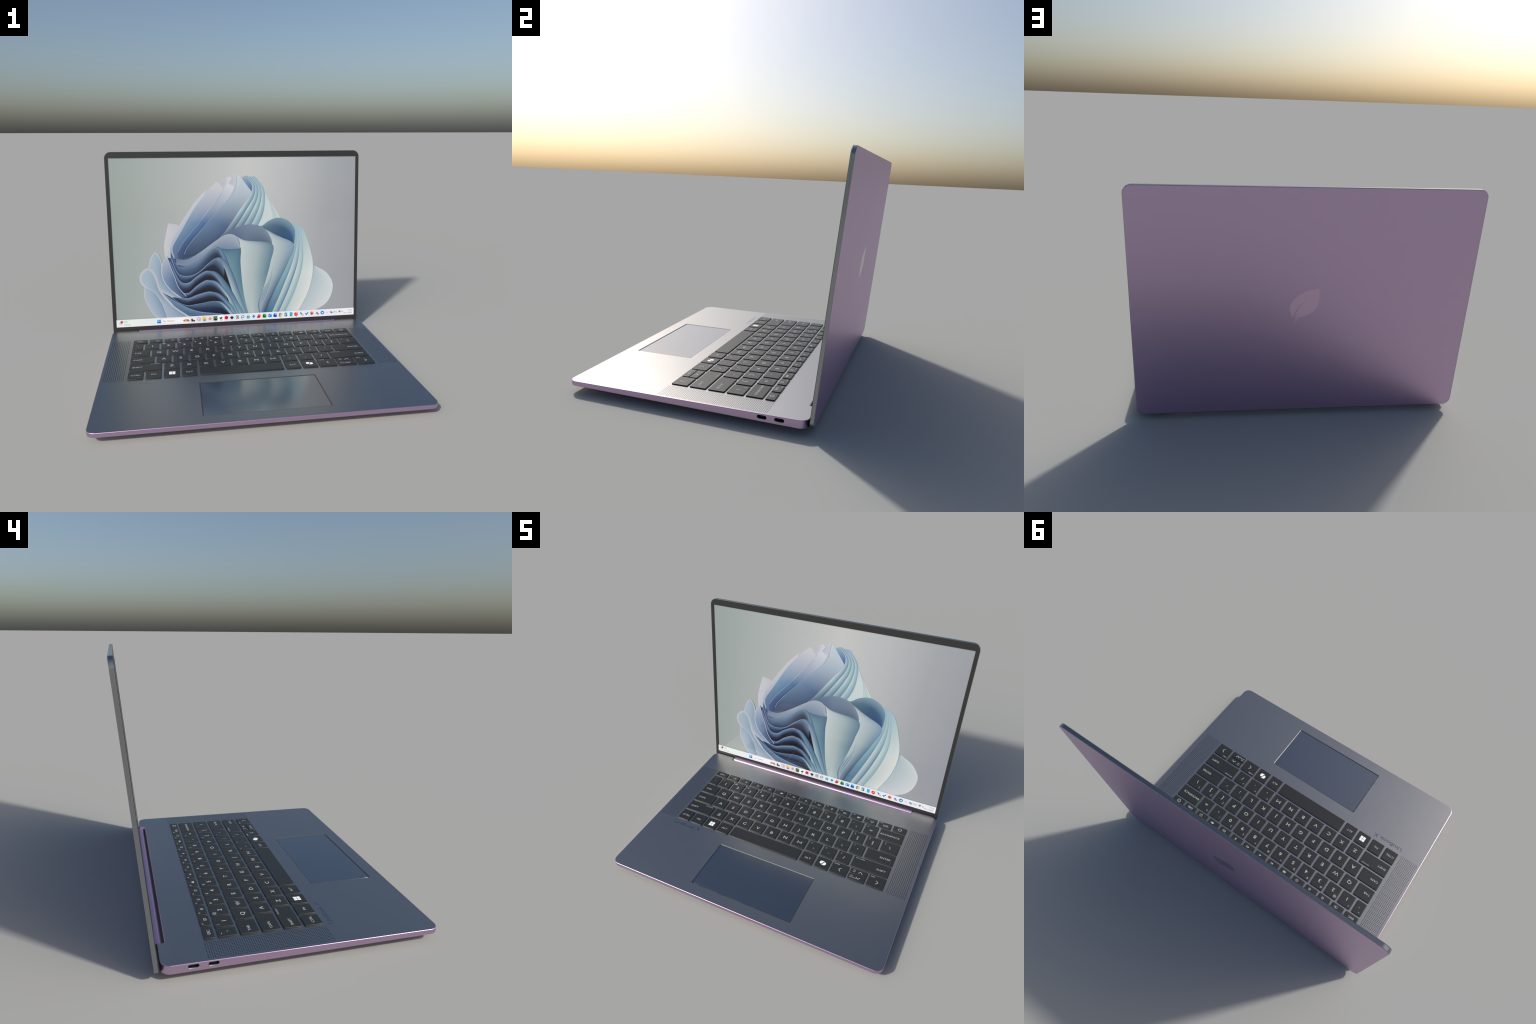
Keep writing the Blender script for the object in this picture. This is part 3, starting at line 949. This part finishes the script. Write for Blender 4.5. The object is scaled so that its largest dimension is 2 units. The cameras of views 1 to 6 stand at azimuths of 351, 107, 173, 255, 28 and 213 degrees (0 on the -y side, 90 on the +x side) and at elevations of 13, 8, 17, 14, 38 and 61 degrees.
    # the lowest wave flattens into broad steel-blue sheets
    fold(crest[6], [(-0.68, 0.42), (-0.60, 0.28), (-0.50, 0.17), (-0.38, 0.11), (-0.26, 0.09), (-0.14, 0.085), (-0.05, 0.08)],
         [(104, 138, 176), (130, 160, 192)], [(112, 142, 172), (82, 116, 152), (110, 142, 174)], [(84, 112, 146), (60, 84, 120)])
    rim([tuple(Vector(c)) for c in crest[6]], 0.006, (120, 148, 178))
    # pale looped petals, lower left
    loops = [([(-0.65, 0.66), (-0.69, 0.60), (-0.70, 0.51), (-0.65, 0.39), (-0.53, 0.30)], [(-0.65, 0.66), (-0.61, 0.60), (-0.59, 0.47), (-0.54, 0.36), (-0.46, 0.29)], 0.011),
             ([(-0.56, 0.63), (-0.60, 0.56), (-0.60, 0.46), (-0.55, 0.37), (-0.46, 0.29)], [(-0.56, 0.63), (-0.535, 0.54), (-0.51, 0.47), (-0.48, 0.38), (-0.42, 0.30)], 0.008),
             ([(-0.71, 0.535), (-0.765, 0.49), (-0.76, 0.42), (-0.67, 0.32), (-0.58, 0.10)], [(-0.71, 0.535), (-0.66, 0.48), (-0.62, 0.35), (-0.53, 0.23), (-0.36, 0.10)], 0.020),
             ([(-0.74, 0.39), (-0.745, 0.31), (-0.715, 0.23), (-0.68, 0.17), (-0.61, 0.10)], [(-0.74, 0.39), (-0.67, 0.35), (-0.62, 0.27), (-0.59, 0.19), (-0.565, 0.10)], 0.010)]
    for q, (a, b, w) in enumerate((loops[0], loops[1], loops[2], loops[3])):
        if q == 1:
            fold(a, b, [(175, 188, 207), (185, 195, 210)], [(130, 160, 192), (95, 125, 165)], [(80, 110, 155), (50, 70, 120)])
        else:
            fold(a, b, [(172, 193, 206), (160, 186, 204)], [(176, 195, 208), (158, 182, 202), (126, 156, 186)], [(172, 190, 205), (134, 162, 190)])
        rim(list(reversed(b[:-1])) + a[1:] if q in (0, 2) else a, w * 0.85, (190, 194, 204))
        rim(b, w * 0.6, (184, 190, 202))
picture()

# ------------------------------------------------------------------ task bar on the display
BAR_Y1, BAR_Y = 0.1365, 0.108
Z_BAR = next_layer() + 0.0002
def taskbar():
    bm = bmesh.new()
    poly(bm, [(-SCR_X, SCR_Y0), (SCR_X, SCR_Y0), (SCR_X, BAR_Y1), (-SCR_X, BAR_Y1)])
    m = bpy.data.materials.new("taskbar_wash")
    m.use_nodes = True
    nt = m.node_tree
    b = display_bsdf(m)
    tc = nt.nodes.new("ShaderNodeTexCoord")
    sp = nt.nodes.new("ShaderNodeSeparateXYZ")
    nt.links.new(tc.outputs["Object"], sp.inputs[0])
    fac = map01(nt, sp.outputs["X"], -SCR_X, SCR_X)
    col = ramp_node(nt, [(232, 242, 240), (232, 241, 240), (226, 230, 242), (226, 230, 242), (226, 236, 246), (226, 240, 247), (227, 241, 247), (234, 238, 247), (238, 240, 248)], fac)
    nt.links.new(col, b.inputs["Base Color"])
    on_screen("taskbar", mesh_from_bm("taskbar", bm, [m], False, flat=True), Z_BAR)
taskbar()

_ink = {}
def ink(c):
    if c not in _ink:
        _ink[c] = flat_display(c)
    return _ink[c]

def icon(shapes, x, y=BAR_Y):
    """shapes: (kind, colour, *numbers) with sizes in thousandths"""
    mats, bm = [], bmesh.new()
    z = 0.0
    for s in shapes:
        kind, c, v = s[0], ink(s[1]), [q / 1000.0 for q in s[2:]]
        if c not in mats:
            mats.append(c)
        i = mats.index(c)
        z += 0.00004
        if kind == "disc":
            disc(bm, v[0], v[1], v[2], z, i, 20)
        elif kind == "rect":
            rect(bm, v[0], v[1], v[2], v[3], z, i, min(v[2], v[3]) * 0.18)
        elif kind == "pill":
            rect(bm, v[0], v[1], v[2], v[3], z, i, min(v[2], v[3]) * 0.49)
        elif kind == "ring":
            stroke(bm, arc(v[0], v[1], v[2], 0, 340, 18), v[3], True, z, i)
        elif kind == "line":
            pts = [(v[k], v[k + 1]) for k in range(0, len(v) - 1, 2)]
            stroke(bm, pts, v[-1], False, z, i)
        elif kind == "poly":
            poly(bm, [(v[k], v[k + 1]) for k in range(0, len(v), 2)], z, i)
    me = mesh_from_bm("taskbar_icon", bm, mats, False, flat=True)
    o = on_screen("taskbar_icon", me, Z_BAR + 0.00008)
    o.location = o.location + LID.to_3x3() @ Vector((x, y, 0))
    return o

white, black, grey = (250, 251, 253), (38, 40, 46), (120, 124, 132)
azure, cobalt, leafg, red, gold, orange = (30, 130, 215), (50, 80, 215), (35, 120, 55), (225, 40, 50), (250, 200, 70), (235, 140, 70)
icon([("pill", (188, 208, 240), -3, -5, 26, 14), ("disc", (205, 55, 50), 4, 6, 10)], -0.936, 0.112)
icon([("rect", (75, 190, 240), -7.5, 7.5, 14, 14), ("rect", (60, 165, 235), 7.5, 7.5, 14, 14), ("rect", (30, 120, 210), -7.5, -7.5, 14, 14), ("rect", (20, 100, 195), 7.5, -7.5, 14, 14)], -0.643)
icon([("pill", (251, 249, 251), 0, 0, 222, 40)], -0.508)
icon([("ring", grey, -1, 2, 7.5, 2.6), ("line", grey, 5, -4, 9, -9, 3)], -0.599)
icon([("disc", (80, 125, 85), -17, -4, 8), ("disc", (240, 175, 110), -6, 2, 10), ("rect", (235, 160, 100), 0, -6, 26, 12), ("disc", (205, 95, 50), 11, -3, 10), ("disc", (90, 120, 70), 20, -7, 5)], -0.426)
icon([("rect", white, 3, 3, 28, 30), ("rect", black, -6, -3, 14, 24), ("rect", (60, 60, 62), 3, -9, 26, 12), ("rect", (225, 215, 215), 5, 4, 13, 13)], -0.374)
icon([("ring", (235, 125, 135), 0, 2, 13, 4), ("ring", (245, 200, 120), 0, -4, 10, 3), ("disc", (125, 215, 225), 5, 0, 7), ("rect", (90, 180, 225), 9, -9, 8, 8)], -0.327)
icon([("rect", gold, 0, 2, 32, 26), ("rect", (245, 185, 50), -8, 13, 14, 8), ("rect", (40, 110, 195), 1, -9, 20, 10)], -0.282)
icon([("ring", orange, 2, -1, 8, 5.5), ("line", orange, -15, 1, 2, 12, 4), ("line", orange, -15, -6, 0, -4, 4), ("disc", (120, 160, 200), 3, -1, 3.5)], -0.237)
icon([("rect", (30, 40, 28), 0, 0, 31, 34), ("rect", (90, 150, 50), 0, 2, 22, 18), ("disc", (40, 75, 30), 0, -2, 5)], -0.193)
icon([("rect", white, 0, 0, 46, 50), ("disc", (95, 90, 85), -2, -2, 9), ("poly", (95, 90, 85), -14, 8, -4, 4, -8, -6), ("line", (120, 110, 100), 2, -6, 13, -12, 4), ("disc", (70, 66, 62), 6, 5, 6), ("rect", (130, 135, 145), 0, -22, 18, 3)], -0.148)
icon([("disc", (225, 20, 70), 0, 1, 15), ("rect", (150, 10, 50), 0, 2, 14, 7)], -0.104)
icon([("poly", black, -16, 0, 0, 17, 16, 0, 0, -17), ("poly", (170, 172, 176), -6, 11, 0, 17, 6, 11, 0, 7)], -0.059)
icon([("rect", (110, 105, 100), 0, 0, 25, 30), ("rect", (215, 212, 212), 0, 0, 18, 23), ("rect", (110, 105, 100), 1, 1, 9, 13)], -0.014)
icon([("ring", (60, 62, 66), 2, 3, 10, 4), ("line", (60, 62, 66), -8, 2, -8, -15, 4)], 0.029)
icon([("rect", (60, 160, 165), 0, -5, 24, 20), ("ring", (90, 110, 115), 0, 7, 7, 2.6), ("disc", (170, 225, 225), 0, -5, 4)], 0.075)
icon([("poly", (60, 120, 190), -11, 2, 0, 14, 11, 2), ("poly", (60, 120, 190), -11, -3, 0, -14, 11, -3), ("rect", (90, 140, 200), 0, 0, 24, 8)], 0.120)
icon([("disc", (230, 55, 55), 2, 2, 13), ("rect", (205, 35, 45), -4, -8, 22, 16), ("disc", (250, 130, 80), 8, 8, 6)], 0.164)
icon([("rect", leafg, 2, 0, 27, 32), ("rect", (95, 190, 60), 7, 8, 16, 14), ("rect", (20, 90, 45), -6, -4, 17, 17)], 0.209)
icon([("rect", (30, 130, 220), 4, 0, 25, 28), ("rect", (100, 195, 245), 7, 8, 17, 12), ("rect", (20, 100, 195), -6, -1, 19, 19), ("ring", white, -6, -1, 4.5, 2.5)], 0.254)
icon([("rect", cobalt, 2, 0, 26, 32), ("rect", (95, 190, 245), 6, 9, 18, 13), ("rect", (40, 55, 190), -6, -4, 17, 17)], 0.298)
icon([("disc", (225, 70, 60), -2, 4, 13), ("disc", (60, 165, 85), -6, -6, 10), ("disc", gold, 6, -3, 10), ("disc", white, 0, 0, 7), ("disc", (70, 130, 230), 0, 0, 5.2), ("disc", (225, 200, 170), 9, 10, 8)], 0.344)
icon([("rect", (165, 172, 180), 0, 0, 24, 34), ("rect", (70, 170, 190), 0, 11, 23, 9), ("rect", (45, 70, 120), 6, -7, 8, 14)], 0.388)
icon([("rect", (65, 175, 205), 0, 2, 24, 30), ("rect", (190, 120, 110), 0, -15, 24, 4)], 0.433)
icon([("disc", (235, 45, 50), -2, -1, 16), ("disc", (220, 195, 165), 8, 11, 8), ("disc", (250, 225, 225), -2, -1, 3.5)], 0.477)
icon([("poly", (35, 40, 160), -15, 15, 4, 4, -4, -10), ("rect", (205, 208, 215), 6, -6, 14, 16), ("disc", (150, 155, 150), 12, -13, 5)], 0.522)
icon([("line", (40, 110, 205), -13, 1, -4, -9, 13, 10, 8)], 0.566)
icon([("disc", (245, 120, 60), 0, 0, 15), ("disc", (250, 200, 70), 7, 8, 6), ("disc", (140, 70, 190), 1, 0, 7), ("disc", (225, 50, 90), -3, -8, 6)], 0.610)
icon([("rect", (235, 238, 242), 0, 0, 30, 32), ("poly", (70, 150, 215), -14, -10, 0, 10, 10, -6), ("rect", (225, 85, 75), 7, -10, 15, 10), ("disc", (60, 80, 150), -6, 2, 4)], 0.656)
icon([("disc", (40, 150, 205), 0, 0, 16), ("poly", white, -8, 0, 8, 7, 4, -8)], 0.700)
icon([("line", grey, -7, -3, 0, 3, 7, -3, 2.4)], 0.739)
icon([("ring", (105, 110, 120), -2, 2, 7, 4), ("disc", (60, 130, 205), 6, -4, 7)], 0.775)
icon([("poly", (120, 124, 132), -11, 5, -5, 10, 5, 10, 11, 5, 0, -8)], 0.849)
icon([("ring", (150, 153, 160), 0, 0, 5, 3)], 0.873)
for x in (-0.282, -0.193, -0.059, 0.029, 0.344, 0.477):
    icon([("rect", grey, 0, 0, 7, 3)], x, 0.084)

def bar_text(s, x, y, cap, align="LEFT", c=(110, 114, 120)):
    me = text_mesh(s, cap, align, 1.0, 0.0, ink(c), name="taskbar_text")
    o = on_screen("taskbar_text", me, Z_BAR + 0.0002)
    o.location = o.location + LID.to_3x3() @ Vector((x, y, 0))
bar_text("4°C", -0.913, 0.112, 0.0125)
bar_text("Cloudy", -0.913, 0.090, 0.0125, c=(150, 156, 158))
bar_text("Поиск", -0.578, 0.101, 0.0140, c=(135, 137, 142))
bar_text("РУС", 0.811, 0.102, 0.0125, "CENTER")
bar_text("19:16", 0.957, 0.113, 0.0120, "RIGHT")
bar_text("20.11.2025", 0.957, 0.091, 0.0120, "RIGHT")
